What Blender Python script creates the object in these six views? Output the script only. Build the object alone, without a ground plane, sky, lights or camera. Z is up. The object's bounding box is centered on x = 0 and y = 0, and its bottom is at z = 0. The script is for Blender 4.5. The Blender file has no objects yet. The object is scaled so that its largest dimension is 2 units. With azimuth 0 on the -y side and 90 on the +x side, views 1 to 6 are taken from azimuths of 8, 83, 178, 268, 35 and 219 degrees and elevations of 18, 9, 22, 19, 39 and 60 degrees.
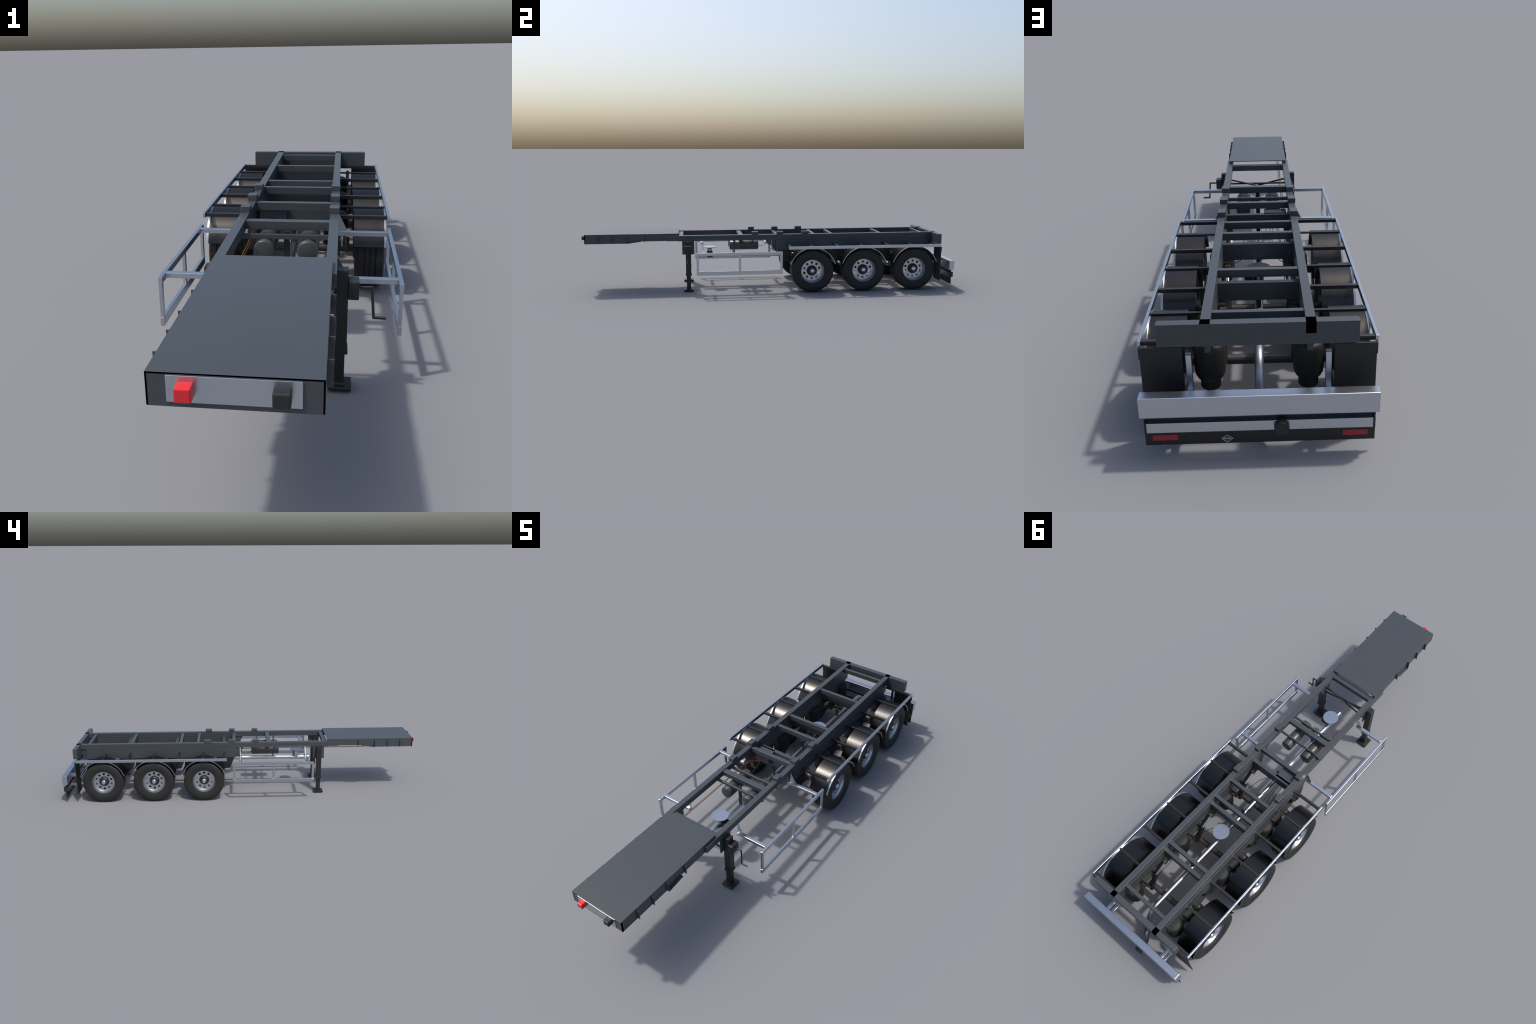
"""Three-axle container semi-trailer (skeletal chassis), built part by part.
Frame: metres, z up; the trailer runs along y, its nose at y = -1, its bumper at y = +1."""
import bpy, bmesh, math
from mathutils import Vector, Matrix

# ------------------------------------------------------------------ materials
def material(name, colour, rough, metal=0.0, grain=0.0, grain_scale=60.0, bump=0.0, spec=0.5, coat=0.0):
    """Principled surface whose colour and roughness vary a little with object-space noise."""
    m = bpy.data.materials.new(name)
    m.use_nodes = True
    nt = m.node_tree
    b = nt.nodes["Principled BSDF"]
    b.inputs["Metallic"].default_value = metal
    b.inputs["Specular IOR Level"].default_value = spec
    b.inputs["Coat Weight"].default_value = coat
    tc = nt.nodes.new("ShaderNodeTexCoord")
    nz = nt.nodes.new("ShaderNodeTexNoise")
    nz.inputs["Scale"].default_value = grain_scale
    nz.inputs["Detail"].default_value = 4.0
    nt.links.new(tc.outputs["Object"], nz.inputs["Vector"])
    ramp = nt.nodes.new("ShaderNodeValToRGB")
    lo = [c * (1.0 - grain) for c in colour]
    hi = [min(1.0, c * (1.0 + grain)) for c in colour]
    ramp.color_ramp.elements[0].position = 0.3
    ramp.color_ramp.elements[1].position = 0.7
    ramp.color_ramp.elements[0].color = (*lo, 1)
    ramp.color_ramp.elements[1].color = (*hi, 1)
    nt.links.new(nz.outputs["Fac"], ramp.inputs["Fac"])
    nt.links.new(ramp.outputs["Color"], b.inputs["Base Color"])
    mr = nt.nodes.new("ShaderNodeMapRange")
    mr.inputs["To Min"].default_value = max(0.02, rough - 0.02)
    mr.inputs["To Max"].default_value = min(1.0, rough + 0.02)
    nt.links.new(nz.outputs["Fac"], mr.inputs["Value"])
    nt.links.new(mr.outputs["Result"], b.inputs["Roughness"])
    if bump:
        bp = nt.nodes.new("ShaderNodeBump")
        bp.inputs["Strength"].default_value = bump
        bp.inputs["Distance"].default_value = 0.001
        nt.links.new(nz.outputs["Fac"], bp.inputs["Height"])
        nt.links.new(bp.outputs["Normal"], b.inputs["Normal"])
    return m

PAINT = material("slate_paint", (0.0468, 0.0548, 0.0622), 0.36, grain=0.02, grain_scale=25)
STEEL = material("galvanised_steel", (0.53, 0.57, 0.62), 0.29, metal=1.0, grain=0.015, grain_scale=90)
CHROME = material("polished_steel", (0.60, 0.63, 0.70), 0.30, metal=1.0, grain=0.01, grain_scale=15)
ALU = material("wheel_aluminium", (0.54, 0.56, 0.60), 0.38, metal=1.0, grain=0.16, grain_scale=500)
BLACK = material("black_steel", (0.012, 0.0125, 0.013), 0.45, grain=0.06)
CHASSIS = material("grimy_underbody_steel", (0.036, 0.034, 0.030), 0.45, grain=0.12, grain_scale=120)
RUBBER = material("tyre_rubber", (0.0160, 0.0160, 0.0163), 0.6, grain=0.06, grain_scale=200, spec=0.35)
FENDER = material("dark_fender_metal", (0.056, 0.0545, 0.0535), 0.32, metal=1.0, grain=0.03)
PLASTIC = material("black_plastic", (0.014, 0.014, 0.0145), 0.5, grain=0.04)
PATCH_BLACK = material("matt_black", (0.0005, 0.0005, 0.0005), 1.0, spec=0.0)  # flat black for the added patches that copy overlapping-face render artefacts
RED = material("red_lens", (0.62, 0.018, 0.025), 0.3, grain=0.03)
REDR = material("red_reflector", (0.38, 0.022, 0.030), 0.45, grain=0.05, grain_scale=300)
YELLOW = material("yellow_hose", (0.40, 0.22, 0.015), 0.45)
REDHOSE = material("red_hose", (0.33, 0.022, 0.018), 0.45)
TANK = material("tank_paint", (0.050, 0.057, 0.058), 0.35, grain=0.05)
DULL = material("dull_pipe_steel", (0.37, 0.39, 0.43), 0.44, metal=1.0, grain=0.02, grain_scale=20)
BAND = material("tank_band_paint", (0.085, 0.095, 0.105), 0.3, metal=0.6)
LOGO = material("pale_lettering", (0.52, 0.56, 0.60), 0.5)

# ------------------------------------------------------------------ scene tree
ROOT = bpy.data.objects.new("container_semi_trailer", None)
bpy.context.scene.collection.objects.link(ROOT)
ROOT["label"] = "dark grey skeletal container semi-trailer with three axles"
ROOT["category"] = "truck trailer"
ROOT.empty_display_size = 0.1

def put(name, mesh, parent=None, mat=None, matrix=None):
    o = bpy.data.objects.new(name, mesh)
    bpy.context.scene.collection.objects.link(o)
    o.parent = parent or ROOT
    if matrix is not None:
        o.matrix_local = matrix
    if mat is not None and mesh is not None and not mesh.materials:
        mesh.materials.append(mat)
    return o

def group(name, parent=None, matrix=None):
    return put(name, None, parent, None, matrix)

def finish(bm, name, smooth_angle=None):
    bmesh.ops.recalc_face_normals(bm, faces=bm.faces)
    me = bpy.data.meshes.new(name)
    bm.to_mesh(me)
    bm.free()
    if smooth_angle is not None:
        for p in me.polygons:
            p.use_smooth = True
        me.set_sharp_from_angle(angle=math.radians(smooth_angle))
    return me

# ------------------------------------------------------------------ shape builders (add to a bmesh)
def add_box(bm, x0, x1, y0, y1, z0, z1, bevel=0.0008):
    a, b = sorted((x0, x1)); c, d = sorted((y0, y1)); e, f = sorted((z0, z1))
    vs = [bm.verts.new(p) for p in ((a, c, e), (b, c, e), (b, d, e), (a, d, e), (a, c, f), (b, c, f), (b, d, f), (a, d, f))]
    fs = [bm.faces.new([vs[i] for i in q]) for q in ((0, 3, 2, 1), (4, 5, 6, 7), (0, 1, 5, 4), (1, 2, 6, 5), (2, 3, 7, 6), (3, 0, 4, 7))]
    if bevel:
        es = list({e for f in fs for e in f.edges})
        bmesh.ops.bevel(bm, geom=es, offset=bevel, segments=2, profile=0.5, affect="EDGES")

def add_prism(bm, outline, x0, x1, plane="yz", bevel=0.0):
    """Extrude an outline drawn in a plane along the remaining axis, from x0 to x1."""
    def at(p, w):
        return {"yz": (w, p[0], p[1]), "xz": (p[0], w, p[1]), "xy": (p[0], p[1], w)}[plane]
    lo = [bm.verts.new(at(p, x0)) for p in outline]
    hi = [bm.verts.new(at(p, x1)) for p in outline]
    n = len(outline)
    fs = [bm.faces.new(lo), bm.faces.new(hi[::-1])]
    fs += [bm.faces.new((lo[i], lo[(i + 1) % n], hi[(i + 1) % n], hi[i])) for i in range(n)]
    if bevel:
        bmesh.ops.recalc_face_normals(bm, faces=fs)
        es = list({e for f in fs for e in f.edges})
        bmesh.ops.bevel(bm, geom=es, offset=bevel, segments=2, profile=0.5, affect="EDGES")

def add_lathe(bm, profile, axis="x", origin=(0, 0, 0), seg=48, closed=False, a0=0.0, a1=None):
    """Revolve (position along axis, radius) pairs."""
    full = a1 is None
    a1 = a0 + 2 * math.pi if full else a1
    steps = seg if full else seg + 1
    O = Vector(origin)
    def pt(u, r, t):
        c, s = r * math.cos(t), r * math.sin(t)
        return O + Vector({"x": (u, c, s), "y": (s, u, c), "z": (c, s, u)}[axis])
    rings = []
    for u, r in profile:
        if r < 1e-6:
            rings.append([bm.verts.new(pt(u, 0, 0))])
        else:
            rings.append([bm.verts.new(pt(u, r, a0 + (a1 - a0) * i / seg)) for i in range(steps)])
    pairs = list(zip(rings, rings[1:])) + ([(rings[-1], rings[0])] if closed else [])
    for A, B in pairs:
        for i in range(seg):
            j = (i + 1) % len(A) if full else i + 1
            k = (i + 1) % len(B) if full else i + 1
            q = [A[0 if len(A) == 1 else i], A[0 if len(A) == 1 else j], B[0 if len(B) == 1 else k], B[0 if len(B) == 1 else i]]
            u = []
            for v in q:
                if v not in u:
                    u.append(v)
            if len(u) > 2:
                bm.faces.new(u)

def add_rod(bm, p, q, r, seg=16, r2=None):
    """Closed cylinder or cone from p to q."""
    p, q = Vector(p), Vector(q)
    d = q - p
    rot = d.to_track_quat("Z", "Y").to_matrix().to_4x4()
    m = Matrix.Translation((p + q) / 2) @ rot
    bmesh.ops.create_cone(bm, cap_ends=True, segments=seg, radius1=r, radius2=r if r2 is None else r2, depth=d.length, matrix=m)

def smooth_path(pts, sub=6):
    """Catmull-Rom through the control points."""
    P = [Vector(p) for p in pts]
    P = [2 * P[0] - P[1]] + P + [2 * P[-1] - P[-2]]
    out = []
    for i in range(1, len(P) - 2):
        a, b, c, d = P[i - 1:i + 3]
        for k in range(sub):
            t = k / sub
            out.append(0.5 * ((2 * b) + (c - a) * t + (2 * a - 5 * b + 4 * c - d) * t * t + (3 * b - a - 3 * c + d) * t ** 3))
    return out + [P[-2]]

def add_tube(bm, path, r, seg=10):
    path = [Vector(p) for p in path]
    prev, n = None, None
    for i, p in enumerate(path):
        t = (path[min(i + 1, len(path) - 1)] - path[max(i - 1, 0)]).normalized()
        if n is None:
            n = t.orthogonal().normalized()
        n = (n - t * n.dot(t)).normalized()
        b = t.cross(n)
        ring = [bm.verts.new(p + r * (math.cos(2 * math.pi * k / seg) * n + math.sin(2 * math.pi * k / seg) * b)) for k in range(seg)]
        if prev:
            for k in range(seg):
                bm.faces.new((prev[k], prev[(k + 1) % seg], ring[(k + 1) % seg], ring[k]))
        else:
            bm.faces.new(ring[::-1])
        prev = ring
    bm.faces.new(prev)

def box(name, x0, x1, y0, y1, z0, z1, mat, parent=None, bevel=0.0008):
    bm = bmesh.new()
    add_box(bm, x0, x1, y0, y1, z0, z1, bevel)
    return put(name, finish(bm, name), parent, mat)

def made(name, mat, *adders, parent=None, smooth=None):
    bm = bmesh.new()
    for f in adders:
        f(bm)
    return put(name, finish(bm, name, smooth), parent, mat)

SIDES = (1, -1)
AXLES = (0.2105, 0.4880, 0.7655)           # y of the three axles
WHEEL_Z = 0.1125

# ------------------------------------------------------------------ main frame
for s in SIDES:
    rail = group("main_rail")
    # top chord: a box section with a groove along its middle, solid at the nose
    box("top_chord", s * .1030, s * .1250, -.5530, .9035, .2815, .2955, PAINT, rail, 0.0005)
    box("top_chord", s * .1030, s * .1250, -.5530, -.4930, .2676, .2815, PAINT, rail, 0.0004)
    box("lower_chord", s * .1050, s * .1232, -.4935, .9030, .2660, .2825, PAINT, rail, 0)
    box("lower_chord_face", s * .1033, s * .1247, -.4925, .9035, .2675, .2807, PAINT, rail, 0.0003)
    # deep web below it, with a sloping front edge
    made("web", PAINT, lambda bm: add_prism(bm, [(-.0117, .2680), (.0149, .2092), (.9030, .2125), (.9030, .2680)], s * .1075, s * .1195), parent=rail)
    box("web_panel", s * .1032, s * .1253, .0300, .8745, .2100, .2665, PAINT, rail, 0.0004)

CROSS = [(-.4900, -.4660), (-.1675, -.1440), (.0325, .0505), (.2380, .2535), (.3365, .3523), (.6112, .6272), (.8515, .8655)]
for y0, y1 in CROSS:
    box("cross_member", -.1035, .1035, y0, y1, .2705, .2920, PAINT)
for y0, y1 in ((.0915, .1085), (.3650, .3815), (.6410, .6565)):
    box("deep_cross_member", -.1085, .1085, y0, y1, .2190, .2686, PAINT)
for y0, y1 in ((-.1980, -.1900), (-.0985, -.0905)):
    box("tank_bearer", -.1230, .1230, y0, y1, .2555, .2673, PAINT)

box("rear_cross_beam", -.2195, .2195, .9040, .9262, .2415, .2955, PAINT)
for s in SIDES:
    box("overlap_patch", s * .1030, s * .1255, .9040, .9258, .2950, .2961, PATCH_BLACK, None, 0)  # added black patch copying the render artefact of coplanar faces, no real cap
box("overlap_patch", -.1030, -.1255, .9250, .9268, .2678, .2953, PATCH_BLACK, None, 0)  # same black artefact copied on the beam's rear face
box("overlap_patch_grey", .1030, .1250, .9250, .9268, .2615, .2953, PAINT, None, 0)  # thin plate added for the greyer artefact patch on this side

# container lock blocks on the rails
for y0, y1 in ((-.0985, -.0655), (.0365, .0705), (.1725, .2085)):
    for s in SIDES:
        box("lock_block", s * .1015, s * .1265, y0, y1, .2953, .3110, PAINT)

# ------------------------------------------------------------------ gooseneck deck
deck = group("gooseneck")
box("deck_plate", -.1165, .1165, -.9800, -.4897, .3040, .3072, PAINT, deck, 0.0006)
side = [(-.9790, .3042), (-.9790, .2605), (-.9765, .2575), (-.7638, .2570), (-.6880, .2676), (-.4900, .2680), (-.4900, .3042)]
for s in SIDES:
    made("side_plate", PAINT, lambda bm: add_prism(bm, side, s * .1055, s * .1163, bevel=0.0005), parent=deck)
made("belly_plate", PAINT, lambda bm: add_prism(bm, [(-.9760, .2574), (-.7640, .2572), (-.6890, .2680), (-.6890, .2720), (-.7640, .2630), (-.9760, .2630)], -.1058, .1058), parent=deck)
box("nose_plate", -.1142, .1142, -.9797, -.9740, .2573, .3046, PAINT, deck, 0.0003)
made("nose_overlap_border", PATCH_BLACK,  # added border: black left by coplanar faces, not a real seal
     lambda bm: add_box(bm, -.1163, .1163, -.9800, -.9745, .3045, .3068, 0),
     lambda bm: add_box(bm, -.1163, -.1139, -.9800, -.9745, .2580, .3046, 0),
     lambda bm: add_box(bm, .1163, .1139, -.9800, -.9745, .2580, .3046, 0), parent=deck)
box("connector_plate", -.0887, .0882, -.9818, -.9790, .2652, .3036, STEEL, deck, 0.0005)
box("red_coupling", -.0743, -.0513, -1.0, -.9800, .2740, .2950, RED, deck, 0.0022)
box("black_coupling", .0511, .0746, -1.0, -.9800, .2740, .2950, PLASTIC, deck, 0.0022)
for y, zb in ((-.9085, .2585), (-.8360, .2580), (-.7625, .2575), (-.6685, .2640)):
    for s in SIDES:
        made("side_rib", PAINT, lambda bm: add_prism(bm, [(s * .1150, .2995), (s * .1258, .2995), (s * .1258, zb), (s * .1150, zb)], y - .0014, y + .0014, "xz"), parent=deck)
for s in SIDES:
    made("side_step", PAINT, lambda bm: add_prism(bm, [(-.7610, .2574), (-.6880, .2672), (-.6880, .2694), (-.7610, .2596)], s * .1150, s * .1268), parent=deck)

# ------------------------------------------------------------------ landing legs
for s in SIDES:
    leg = group("landing_leg")
    box("mounting_plate", s * .1185, s * .1214, -.4725, -.4080, .1940, .2680, PAINT, leg)
    box("outer_tube", s * .1212, s * .1489, -.4545, -.4265, .0850, .2685, BLACK, leg, 0.0012)
    box("collar", s * .1190, s * .1508, -.4560, -.4243, .0825, .0950, BLACK, leg, 0.0008)
    box("inner_tube", s * .1228, s * .1450, -.4515, -.4296, .0100, .0900, BLACK, leg, 0.0008)
    made("foot_plate", BLACK, lambda bm: add_prism(bm, [(-.4670, .0025), (-.4640, 0), (-.4170, 0), (-.4140, .0025), (-.4140, .0075), (-.4165, .0095), (-.4645, .0095), (-.4670, .0075)], s * .1110, s * .1605, bevel=0.0006), parent=leg)
    made("foot_socket", BLACK, lambda bm: add_prism(bm, [(-.4535, .009), (-.4270, .009), (-.4300, .0160), (-.4505, .0160)], s * .1250, s * .1462), parent=leg)
    if s > 0:
        box("gear_box", .1485, .1708, -.4615, -.4220, .2075, .2465, BLACK, leg, 0.0025)
        made("crank_handle", BLACK,
             lambda bm: add_rod(bm, (.169, -.4405, .2290), (.1985, -.4405, .2290), .0030),
             lambda bm: add_rod(bm, (.1970, -.4405, .2310), (.2020, -.4470, .1650), .0030),
             lambda bm: add_rod(bm, (.2000, -.4470, .1655), (.2275, -.4470, .1650), .0033), parent=leg, smooth=40)
brace = group("leg_brace")
made("brace_rod", BLACK, lambda bm: add_rod(bm, (-.121, -.4400, .2245), (.121, -.4400, .2245), .0036), parent=brace, smooth=40)
for s in SIDES:
    made("brace_strut", BLACK, lambda bm: add_rod(bm, (s * .120, -.4400 + s * .004, .2440), (-s * .120, -.4400 + s * .004, .1865), .0036), parent=brace, smooth=40)

# ------------------------------------------------------------------ side guards
for s in SIDES:
    g = group("side_guard")
    box("guard_rail", s * .2565, s * .2660, -.3995, .0485, .2070, .2222, STEEL, g, 0.001)
    box("guard_rail", s * .2568, s * .2660, -.4000, .0487, .1055, .1260, STEEL, g, 0.001)
    for y in (-.3993, -.1816, .0362):
        box("guard_post", s * .2574, s * .2652, y, y + .0122, .1255, .2075, STEEL, g, 0.0006)
    for y in (-.3700, -.0002):
        box("guard_arm", s * .1220, s * .2568, y, y + .0150, .2100, .2225, STEEL, g, 0.0012)
        made("gusset_plate", STEEL, lambda bm: add_prism(bm, [(s * .1215, .2215), (s * .1500, .2215), (s * .1275, .2655), (s * .1250, .2675), (s * .1215, .2675)], y + .0060, y + .0088, "xz"), parent=g)

# ------------------------------------------------------------------ wheels
def torus_profile():
    """Tyre section: position across the wheel (0 = centre plane), radius; tread ribs and grooves."""
    W, R = .0418, .1125
    pts = [(-.0310, .0600), (-.0370, .0640), (-.0402, .0750), (-W, .0860), (-.0408, .0990), (-.0385, .1075), (-.0350, .1108)]
    for c in (-.0156, 0.0, .0156):
        pts += [(c - .0019, R - .0002 - abs(c - .001) * .03), (c - .0014, R - .0045), (c + .0014, R - .0045), (c + .0019, R - .0002 - abs(c + .001) * .03)]
    pts += [(.0350, .1108), (.0385, .1075), (.0408, .0990), (W, .0860), (.0402, .0750), (.0370, .0640), (.0310, .0600)]
    return pts

bm = bmesh.new()
add_lathe(bm, torus_profile(), "x", seg=96, closed=True)
# shoulder lugs: short blocks round both tread edges
for k in range(44):
    a = 2 * math.pi * k / 44
    for sx in (-1, 1):
        m = Matrix.Rotation(a, 4, "X") @ Matrix.Translation((sx * .0300, 0, .1108))
        ret = bmesh.ops.create_cube(bm, size=1.0, matrix=m @ Matrix.Diagonal((.0085, .0085, .0016, 1)))
TYRE = finish(bm, "tyre", 32)

CX = .2170                                   # x of the wheel centre plane
bm = bmesh.new()
add_lathe(bm, [(.0330, .0605), (.0338, .0628), (.0325, .0636), (.0300, .0616), (.0270, .0590), (.0140, .0572), (.0090, .0555), (-.0300, .0555), (-.0330, .0600), (-.0340, .0620), (-.0310, .0636)], "x", seg=72)
RIM = finish(bm, "rim", 35)

# wheel disc with ten real hand holes: a ring of faces built sector by sector
def disc_with_holes(x_front, x_back, r_in, r_out, holes, hole_r, hole_at, seg=12):
    bm = bmesh.new()
    def layer(x):
        rings = []
        for h in range(holes):
            a = 2 * math.pi * h / holes + math.pi / 2
            c = Vector((math.cos(a), math.sin(a))) * hole_at
            u, t = Vector((math.cos(a), math.sin(a))), Vector((-math.sin(a), math.cos(a)))
            inner, outer = [], []
            half = math.pi / holes
            for k in range(4 * seg):
                b = 2 * math.pi * k / (4 * seg)
                d = math.cos(b) * u + math.sin(b) * t
                inner.append(c + hole_r * d)
                # outer point: march to the sector border
                lo, hi = hole_r, .2
                for _ in range(30):
                    mid = (lo + hi) / 2
                    p = c + mid * d
                    ang = math.atan2(p.dot(t), p.dot(u))
                    if abs(ang) <= half and r_in <= p.length <= r_out and p.dot(u) > 0:
                        lo = mid
                    else:
                        hi = mid
                outer.append(c + lo * d)
            vi = [bm.verts.new((x, p.x, p.y)) for p in inner]
            vo = [bm.verts.new((x, p.x, p.y)) for p in outer]
            n = len(vi)
            for k in range(n):
                bm.faces.new((vi[k], vi[(k + 1) % n], vo[(k + 1) % n], vo[k]))
            rings.append(vi)
        return rings
    F, B = layer(x_front), layer(x_back)
    for f, b in zip(F, B):
        n = len(f)
        for k in range(n):
            bm.faces.new((f[k], f[(k + 1) % n], b[(k + 1) % n], b[k]))
    return finish(bm, "rim_disc", 30)
DISC = disc_with_holes(.0100, .0060, .0230, .0556, 10, .0065, .0420)

bm = bmesh.new()
for k in range(10):
    a = 2 * math.pi * (k + 0.5) / 10 + math.pi / 2
    add_rod(bm, (.0095, .0345 * math.cos(a), .0345 * math.sin(a)), (.0130, .0345 * math.cos(a), .0345 * math.sin(a)), .0019, 6)
NUTS = finish(bm, "wheel_nuts")
bm = bmesh.new()
add_lathe(bm, [(.0080, 0), (.0080, .0274), (.0150, .0270), (.0175, .0240), (.0215, .0215), (.0238, .0190), (.0240, 0)], "x", seg=40)
HUB = finish(bm, "hub", 35)
bm = bmesh.new()
add_lathe(bm, [(.0220, 0), (.0220, .0124), (.0290, .0120), (.0318, .0095), (.0328, .0050), (.0331, 0)], "x", seg=32)
CAP = finish(bm, "hub_cap", 50)
bm = bmesh.new()
add_lathe(bm, [(-.0470, 0), (-.0470, .0300), (-.0440, .0320), (-.0260, .0320), (-.0240, .0270), (.0070, .0265), (.0070, 0)], "x", seg=48)
DRUM = finish(bm, "brake_drum", 35)

for y in AXLES:
    for s in SIDES:
        m = Matrix.Translation((s * CX, y, WHEEL_Z)) @ (Matrix.Identity(4) if s > 0 else Matrix.Rotation(math.pi, 4, "Z"))
        w = group("wheel", None, m)
        put("tyre", TYRE, w, RUBBER)
        put("rim", RIM, w, ALU)
        put("rim_disc", DISC, w, ALU)
        nuts = put("wheel_nut_ring", NUTS, w, STEEL)
        nuts["kind"] = "stuff"
        put("hub", HUB, w, PLASTIC)
        put("hub_cap", CAP, w, CHROME)
        put("brake_drum", DRUM, w, BLACK)

# ------------------------------------------------------------------ mudguards, their rail and bars
A0 = math.asin(.0395 / .126)
def arch(bm, x0, x1, r0, r1):
    add_lathe(bm, [(x0, r0), (x1, r0), (x1, r1), (x0, r1)], "x", seg=40, closed=True, a0=A0, a1=math.pi - A0)
    ends = [e for e in bm.edges if len(e.link_faces) == 1]
    bmesh.ops.holes_fill(bm, edges=ends, sides=8)
bm = bmesh.new(); arch(bm, .1690, .2556, .1245, .1260); ARCH = finish(bm, "mudguard_shell", 30)
bm = bmesh.new(); arch(bm, .2550, .2612, .1240, .1266); LIP = finish(bm, "mudguard_lip", 30)
for y in AXLES:
    for s in SIDES:
        m = Matrix.Translation((0, y + .0012, WHEEL_Z)) @ (Matrix.Identity(4) if s > 0 else Matrix.Rotation(math.pi, 4, "Z"))
        g = group("mudguard", None, m)
        put("mudguard_shell", ARCH, g, FENDER)
        put("mudguard_lip", LIP, g, STEEL)
for s in SIDES:
    box("mudguard_rail", s * .2582, s * .2655, .0815, .9060, .2320, .2474, STEEL, None, 0.001)
    for y in (.0955, .3500, .6265, .8970):
        box("mudguard_bar", s * .1240, s * .2590, y - .0055, y + .0055, .2335, .2442, BLACK)
    for y in (.2135, .4880, .7620):
        box("mudguard_bar", s * .1240, s * .2590, y - .0046, y + .0046, .2375, .2428, BLACK)

# mudflaps behind the last wheels
for s in SIDES:
    f = group("mudflap")
    box("flap_clamp", s * .1675, s * .2637, .9065, .9125, .2045, .2330, PLASTIC, f)
    made("flap_sheet", PLASTIC, lambda bm: add_prism(bm, [(.9078, .2060), (.9105, .2060), (.9105, .1500), (.9098, .0480), (.9070, .0480), (.9078, .1500)], s * .1680, s * .2617), parent=f)

# ------------------------------------------------------------------ rear bumper and light bar
bump = group("rear_bumper")
made("bumper_beam", STEEL, lambda bm: add_prism(bm, [(.9605, .1540), (.9885, .1540), (.9892, .1060), (.9880, .1035), (.9625, .1035), (.9612, .1060)], -.2592, .2592, bevel=0.0016), parent=bump)
box("spray_apron", -.2528, .2528, .9715, .9755, .0250, .1045, PLASTIC, bump, 0.0004)
box("light_bar", -.2464, .2464, .9600, .9862, .0640, .0890, STEEL, bump, 0.0012)
for s in SIDES:
    box("light_bar_cap", s * .2464, s * .2512, .9590, .9868, .0628, .0915, PLASTIC, bump, 0.0015)
    box("reflector", s * .1812, s * .2364, .9750, .9766, .0377, .0517, REDR, bump, 0.0003)
    box("bumper_post", s * .1470, s * .1595, .9130, .9263, .0560, .2205, STEEL, bump, 0.001)
    box("bumper_bracket", s * .1470, s * .1595, .9255, .9630, .1190, .1385, STEEL, bump, 0.001)
    box("bumper_bracket", s * .1470, s * .1595, .9255, .9610, .0640, .0795, STEEL, bump, 0.001)
made("rear_coupling", PLASTIC, lambda bm: add_lathe(bm, [(.9720, 0), (.9720, .0165), (.9980, .0167), (1.0, .0155), (1.0, 0)], "y", (-.0465, 0, .0755), 40), parent=bump, smooth=40)
def diamond(bm):
    c, w, h, t = (.0735, .0375), .0134, .0097, .0013
    for a, b in (((1, 0), (0, 1)), ((0, 1), (-1, 0)), ((-1, 0), (0, -1)), ((0, -1), (1, 0))):
        k = 1 - t / h
        pts = [(c[0] + a[0] * w, c[1] + a[1] * h), (c[0] + b[0] * w, c[1] + b[1] * h), (c[0] + b[0] * w * k, c[1] + b[1] * h * k), (c[0] + a[0] * w * k, c[1] + a[1] * h * k)]
        add_prism(bm, pts, .9753, .9762, "xz")
made("diamond_badge", LOGO, diamond, parent=bump)
cu = bpy.data.curves.new("badge_lettering", "FONT")
cu.body = "NORPOL"
cu.size = .0064
cu.align_x = cu.align_y = "CENTER"
cu.extrude = .0004
cu.offset = .0002
tmp = bpy.data.objects.new("badge_lettering", cu)
bpy.context.scene.collection.objects.link(tmp)
bpy.context.view_layer.update()
text_mesh = bpy.data.meshes.new_from_object(tmp.evaluated_get(bpy.context.evaluated_depsgraph_get()))
bpy.data.objects.remove(tmp)
text_mesh.materials.clear()
put("badge_lettering", text_mesh, bump, LOGO, Matrix.Translation((.0735, .9757, .0375)) @ Matrix.Rotation(math.pi, 4, "Z") @ Matrix.Rotation(math.pi / 2, 4, "X") @ Matrix.Diagonal((.62, .85, 1, 1)))

# ------------------------------------------------------------------ air tanks
for s in SIDES:
    t = group("air_tank")
    x, z, r = s * .0525, .2310, .0255
    made("tank_shell", TANK, lambda bm: add_lathe(bm, [(-.2160, 0), (-.2160, .0215), (-.2150, .0238), (-.2125, .0255), (-.0625, .0255), (-.0598, .0238), (-.0588, .0215), (-.0588, 0)], "y", (x, 0, z), 40), parent=t, smooth=40)
    for y in (-.1855, -.0892):
        made("tank_band", BAND, lambda bm: add_lathe(bm, [(y - .0030, .0250), (y - .0030, .0262), (y + .0030, .0262), (y + .0030, .0250)], "y", (x, 0, z), 40), parent=t, smooth=40)

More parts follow.
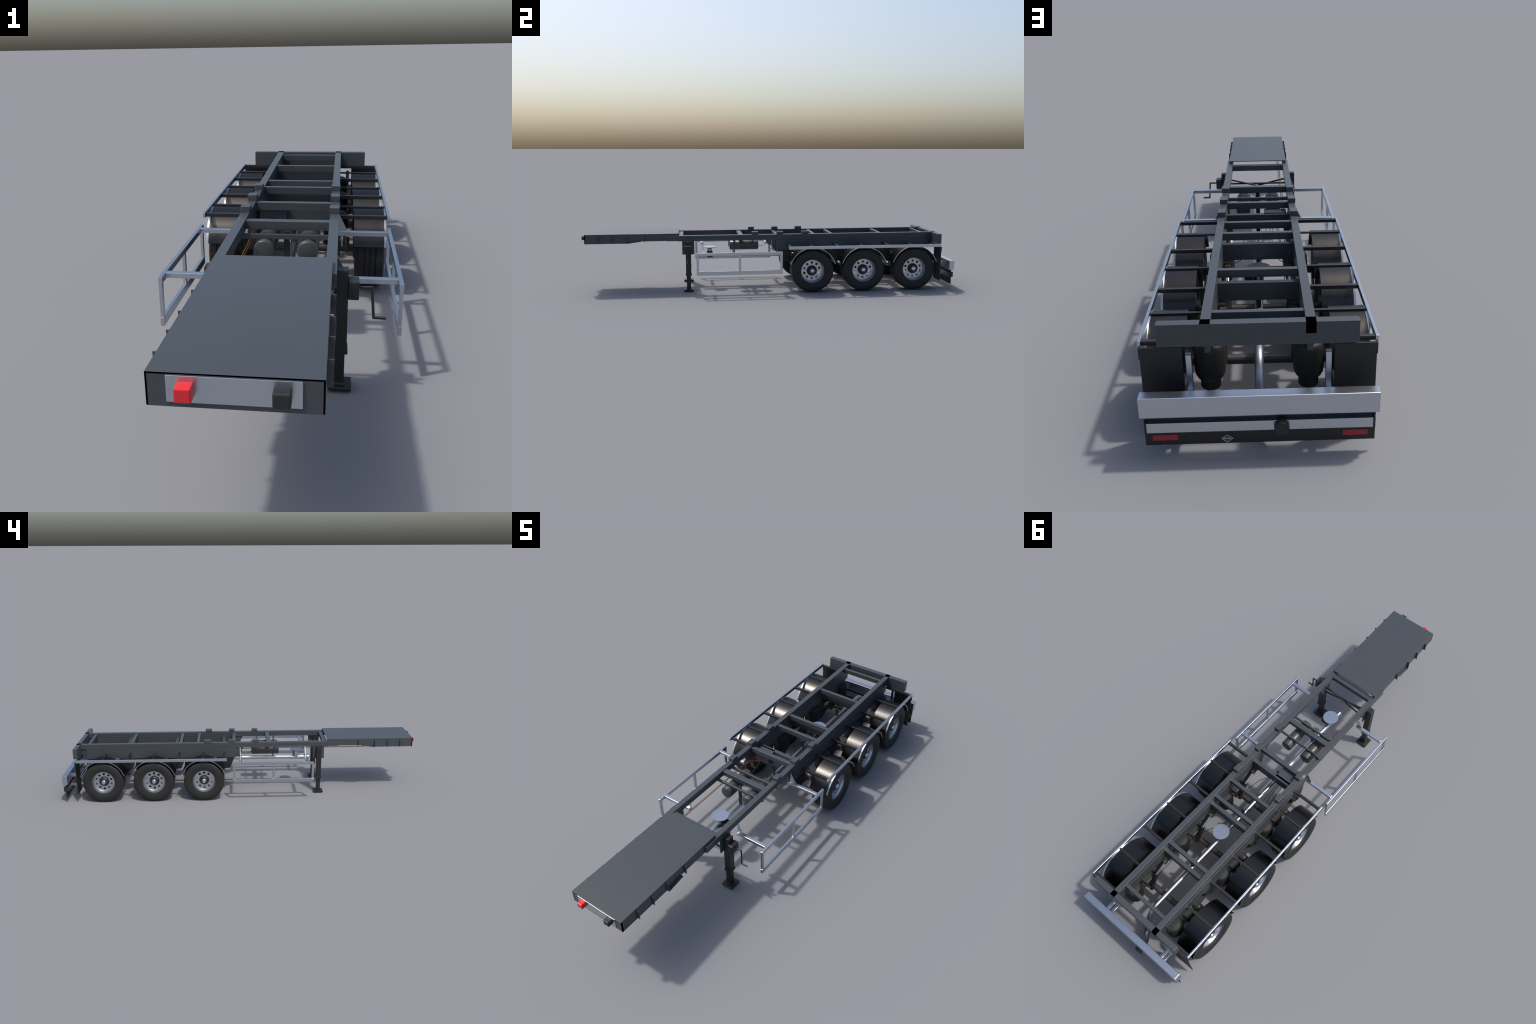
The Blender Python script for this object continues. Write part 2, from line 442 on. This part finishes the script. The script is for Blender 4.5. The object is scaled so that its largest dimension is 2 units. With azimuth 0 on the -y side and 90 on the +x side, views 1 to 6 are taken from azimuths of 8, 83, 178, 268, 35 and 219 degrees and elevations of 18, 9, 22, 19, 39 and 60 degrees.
# ------------------------------------------------------------------ central pipe with two funnels
pipe = group("discharge_pipe")
made("pipe_run", CHROME,
     lambda bm: add_rod(bm, (0, -.3980, .1665), (0, -.3820, .1665), .0128, 28),
     lambda bm: add_rod(bm, (0, -.3830, .1665), (0, -.2850, .1665), .0120, 28),
     lambda bm: add_tube(bm, [(0, -.2860, .1668), (0, .4350, .1668)], .0110, 24), parent=pipe, smooth=40)
made("pipe_tail", DULL,
     lambda bm: add_tube(bm, [(0, .4350, .1667), (0, .8200, .1667)] + smooth_path([(0, .8300, .1660), (0, .8500, .1570), (0, .8670, .1370), (0, .8850, .1000), (-.0020, .9030, .0640), (-.0120, .9220, .0480), (-.0320, .9420, .0540), (-.0460, .9620, .0720), (-.0465, .9750, .0755)], 4), .0110, 24), parent=pipe, smooth=40)
for y in (-.3234, .4335):
    base = .166
    made("funnel", STEEL, lambda bm: add_lathe(bm, [(base, .0145), (.1930, .0145), (.1990, .0115), (.2050, .0118), (.2110, .0300), (.2140, .0354), (.2166, .0354), (.2166, 0)], "z", (0, y, 0), 48), parent=pipe, smooth=30)
    box("funnel_bracket", .0150, .0400, y - .0153, y + .0153, base - .004, .1960, BLACK, pipe)
box("pipe_strap", -.0065, .0080, -.1900, -.1835, .1780, .2735, BLACK, pipe)
for y in (.0555, .2950, .6115):
    zc = .1665
    box("pipe_strap", -.0065, .0065, y - .0045, y + .0045, zc + .006, .2145, BLACK, pipe)

# ------------------------------------------------------------------ brake control box and hoses
box("brake_control_box", -.0945, -.0205, .0465, .0913, .2260, .2684, PAINT)
box("box_overlap_strip", -.0945, -.0200, .0925, .1000, .2680, .2692, PATCH_BLACK, None, 0)  # black strip added where box and cross member faces clash, an artefact
box("control_valve", -.0600, -.0350, .0560, .0860, .2100, .2265, BLACK, None, 0.002)
for dx, mat in ((-.0905, YELLOW), (-.0850, REDHOSE)):
    made("supply_hose", mat, lambda bm: add_tube(bm, smooth_path([(dx, -.7500, .2640), (dx, -.7000, .2530), (dx, -.4500, .2510), (dx, -.2000, .2510), (dx, -.0200, .2490), (dx + .008, .0120, .2400), (dx + .016, .0300, .2330), (dx + .022, .0480, .2320)], 5), .0013, 8), smooth=60)
hoses = [
    [(.0000, .1000, .2300), (.0300, .1400, .2250), (.0500, .1700, .1950), (.0750, .1950, .1500)],
    [(-.0300, .1085, .2300), (-.0100, .1700, .1900), (.0300, .1950, .1600), (.0850, .2000, .1300)],
    [(-.0400, .1085, .2280), (-.0300, .2500, .1900), (.0200, .3700, .1850), (.0900, .4700, .1350)],
    [(-.0500, .1085, .2280), (-.0450, .1800, .1900), (-.0600, .2000, .1500), (-.0900, .2050, .1300)],
    [(-.0600, .1085, .2280), (-.0750, .3000, .1800), (-.0780, .4500, .1500), (-.0900, .4850, .1300)],
    [(-.0650, .1085, .2280), (-.0800, .3600, .1750), (-.0820, .6000, .1600), (-.0900, .7550, .1300)],
    [(.0900, .4700, .1350), (.0850, .5600, .1700), (.0850, .6700, .1700), (.0950, .7500, .1350)],
    [(-.0520, -.0600, .2250), (-.0540, -.0350, .2100), (-.0560, .0100, .2250), (-.0560, .0470, .2450)],
]
for h in hoses:
    made("air_hose", BLACK, lambda bm: add_tube(bm, smooth_path(h, 8), .0012, 7), smooth=60)

# ------------------------------------------------------------------ axles and air suspension
for y in AXLES:
    ax = group("axle")
    made("axle_beam", CHASSIS, lambda bm: add_rod(bm, (-.172, y, WHEEL_Z), (.172, y, WHEEL_Z), .0125, 28), parent=ax, smooth=40)
    for s in SIDES:
        arm_x0, arm_x1 = s * .1060, s * .1270
        front = y - .1315
        # hanger bracket under the rail
        hang = [(front - .0385, .2098), (front - .0142, .1490), (front - .0120, .1470), (front + .0160, .1455), (front + .0330, .1700), (front + .0420, .2098)]
        made("hanger_bracket", BLACK, lambda bm: add_prism(bm, hang, s * .1040, s * .1290), parent=ax)
        made("hanger_pivot", BLACK, lambda bm: add_rod(bm, (s * .1000, front, .1600), (s * .1330, front, .1600), .0100, 24), parent=ax, smooth=40)
        # trailing arm, seat and clamp
        arm = [(front, .1680), (front + .05, .1560), (y - .02, .1420), (y + .03, .1350), (y + .0900, .1020), (y + .0900, .0900), (y + .02, .1180), (y - .03, .1250), (front + .04, .1420), (front, .1520)]
        made("trailing_arm", CHASSIS, lambda bm: add_prism(bm, arm, s * .1080, s * .1240, bevel=.001), parent=ax)
        box("axle_clamp", s * .1020, s * .1300, y - .0220, y + .0220, .0960, .1480, CHASSIS, ax, 0.002)
        bolts = made("clamp_bolt_set", CHASSIS, *[(lambda bm, a=a, b=b: add_rod(bm, (s * a, y + b, .0900), (s * a, y + b, .1540), .0022, 8)) for a in (.104, .128) for b in (-.018, .018)], parent=ax)
        bolts["kind"] = "stuff"
        # rolling-lobe air spring
        made("air_spring", RUBBER, lambda bm: add_lathe(bm, [(.0900, 0), (.0900, .0225), (.0925, .0238), (.1100, .0238), (.1120, .0250), (.1190, .0310), (.1280, .0350), (.1400, .0362), (.1880, .0362), (.1990, .0350), (.2040, .0320), (.2065, .0280), (.2065, 0)], "z", (s * .1145, y + .0775, 0), 40), parent=ax, smooth=40)
        # shock absorber on the inner side
        made("shock_mount", CHASSIS, lambda bm: add_box(bm, s * .0820, s * .0990, y - .0960, y - .0800, .1960, .2110, .001), lambda bm: add_box(bm, s * .0850, s * .1080, y - .1080, y - .0930, .1950, .2180, .001), parent=ax)
        made("shock_rod", CHROME, lambda bm: add_rod(bm, (s * .0890, y - .0840, .2000), (s * .0880, y - .0280, .1780), .0042, 16), parent=ax, smooth=40)
        made("shock_rod_dark_side", BLACK, lambda bm: add_rod(bm, (s * .0945, y - .0860, .2000), (s * .0945, y - .0280, .1720), .0062, 16), parent=ax, smooth=40)  # black rod standing for the dark flank beside the chrome rod's highlight
        made("shock_body", BLACK, lambda bm: add_rod(bm, (s * .0880, y - .0310, .1800), (s * .0860, y + .0170, .1080), .0085, 20), parent=ax, smooth=40)
        # brake chamber lying across, in front of the axle, with its clamp ring
        cy, cz = y - .0455, .1470
        made("brake_chamber", CHASSIS, lambda bm: add_lathe(bm, [(s * .1060, 0), (s * .1060, .0120), (s * .1090, .0150), (s * .1340, .0160), (s * .1375, .0160), (s * .1450, .0150), (s * .1470, .0120), (s * .1470, 0)], "x", (0, cy, cz), 28), parent=ax, smooth=40)
        made("chamber_band", STEEL, lambda bm: add_lathe(bm, [(s * .1340, .0155), (s * .1340, .0172), (s * .1372, .0172), (s * .1372, .0155)], "x", (0, cy, cz), 28, True), parent=ax, smooth=40)
        made("brake_lever", CHASSIS, lambda bm: add_prism(bm, [(y - .0300, .1540), (y - .0180, .1540), (y + .0080, .1000), (y - .0080, .1000)], s * .1480, s * .1580, bevel=.001), parent=ax)
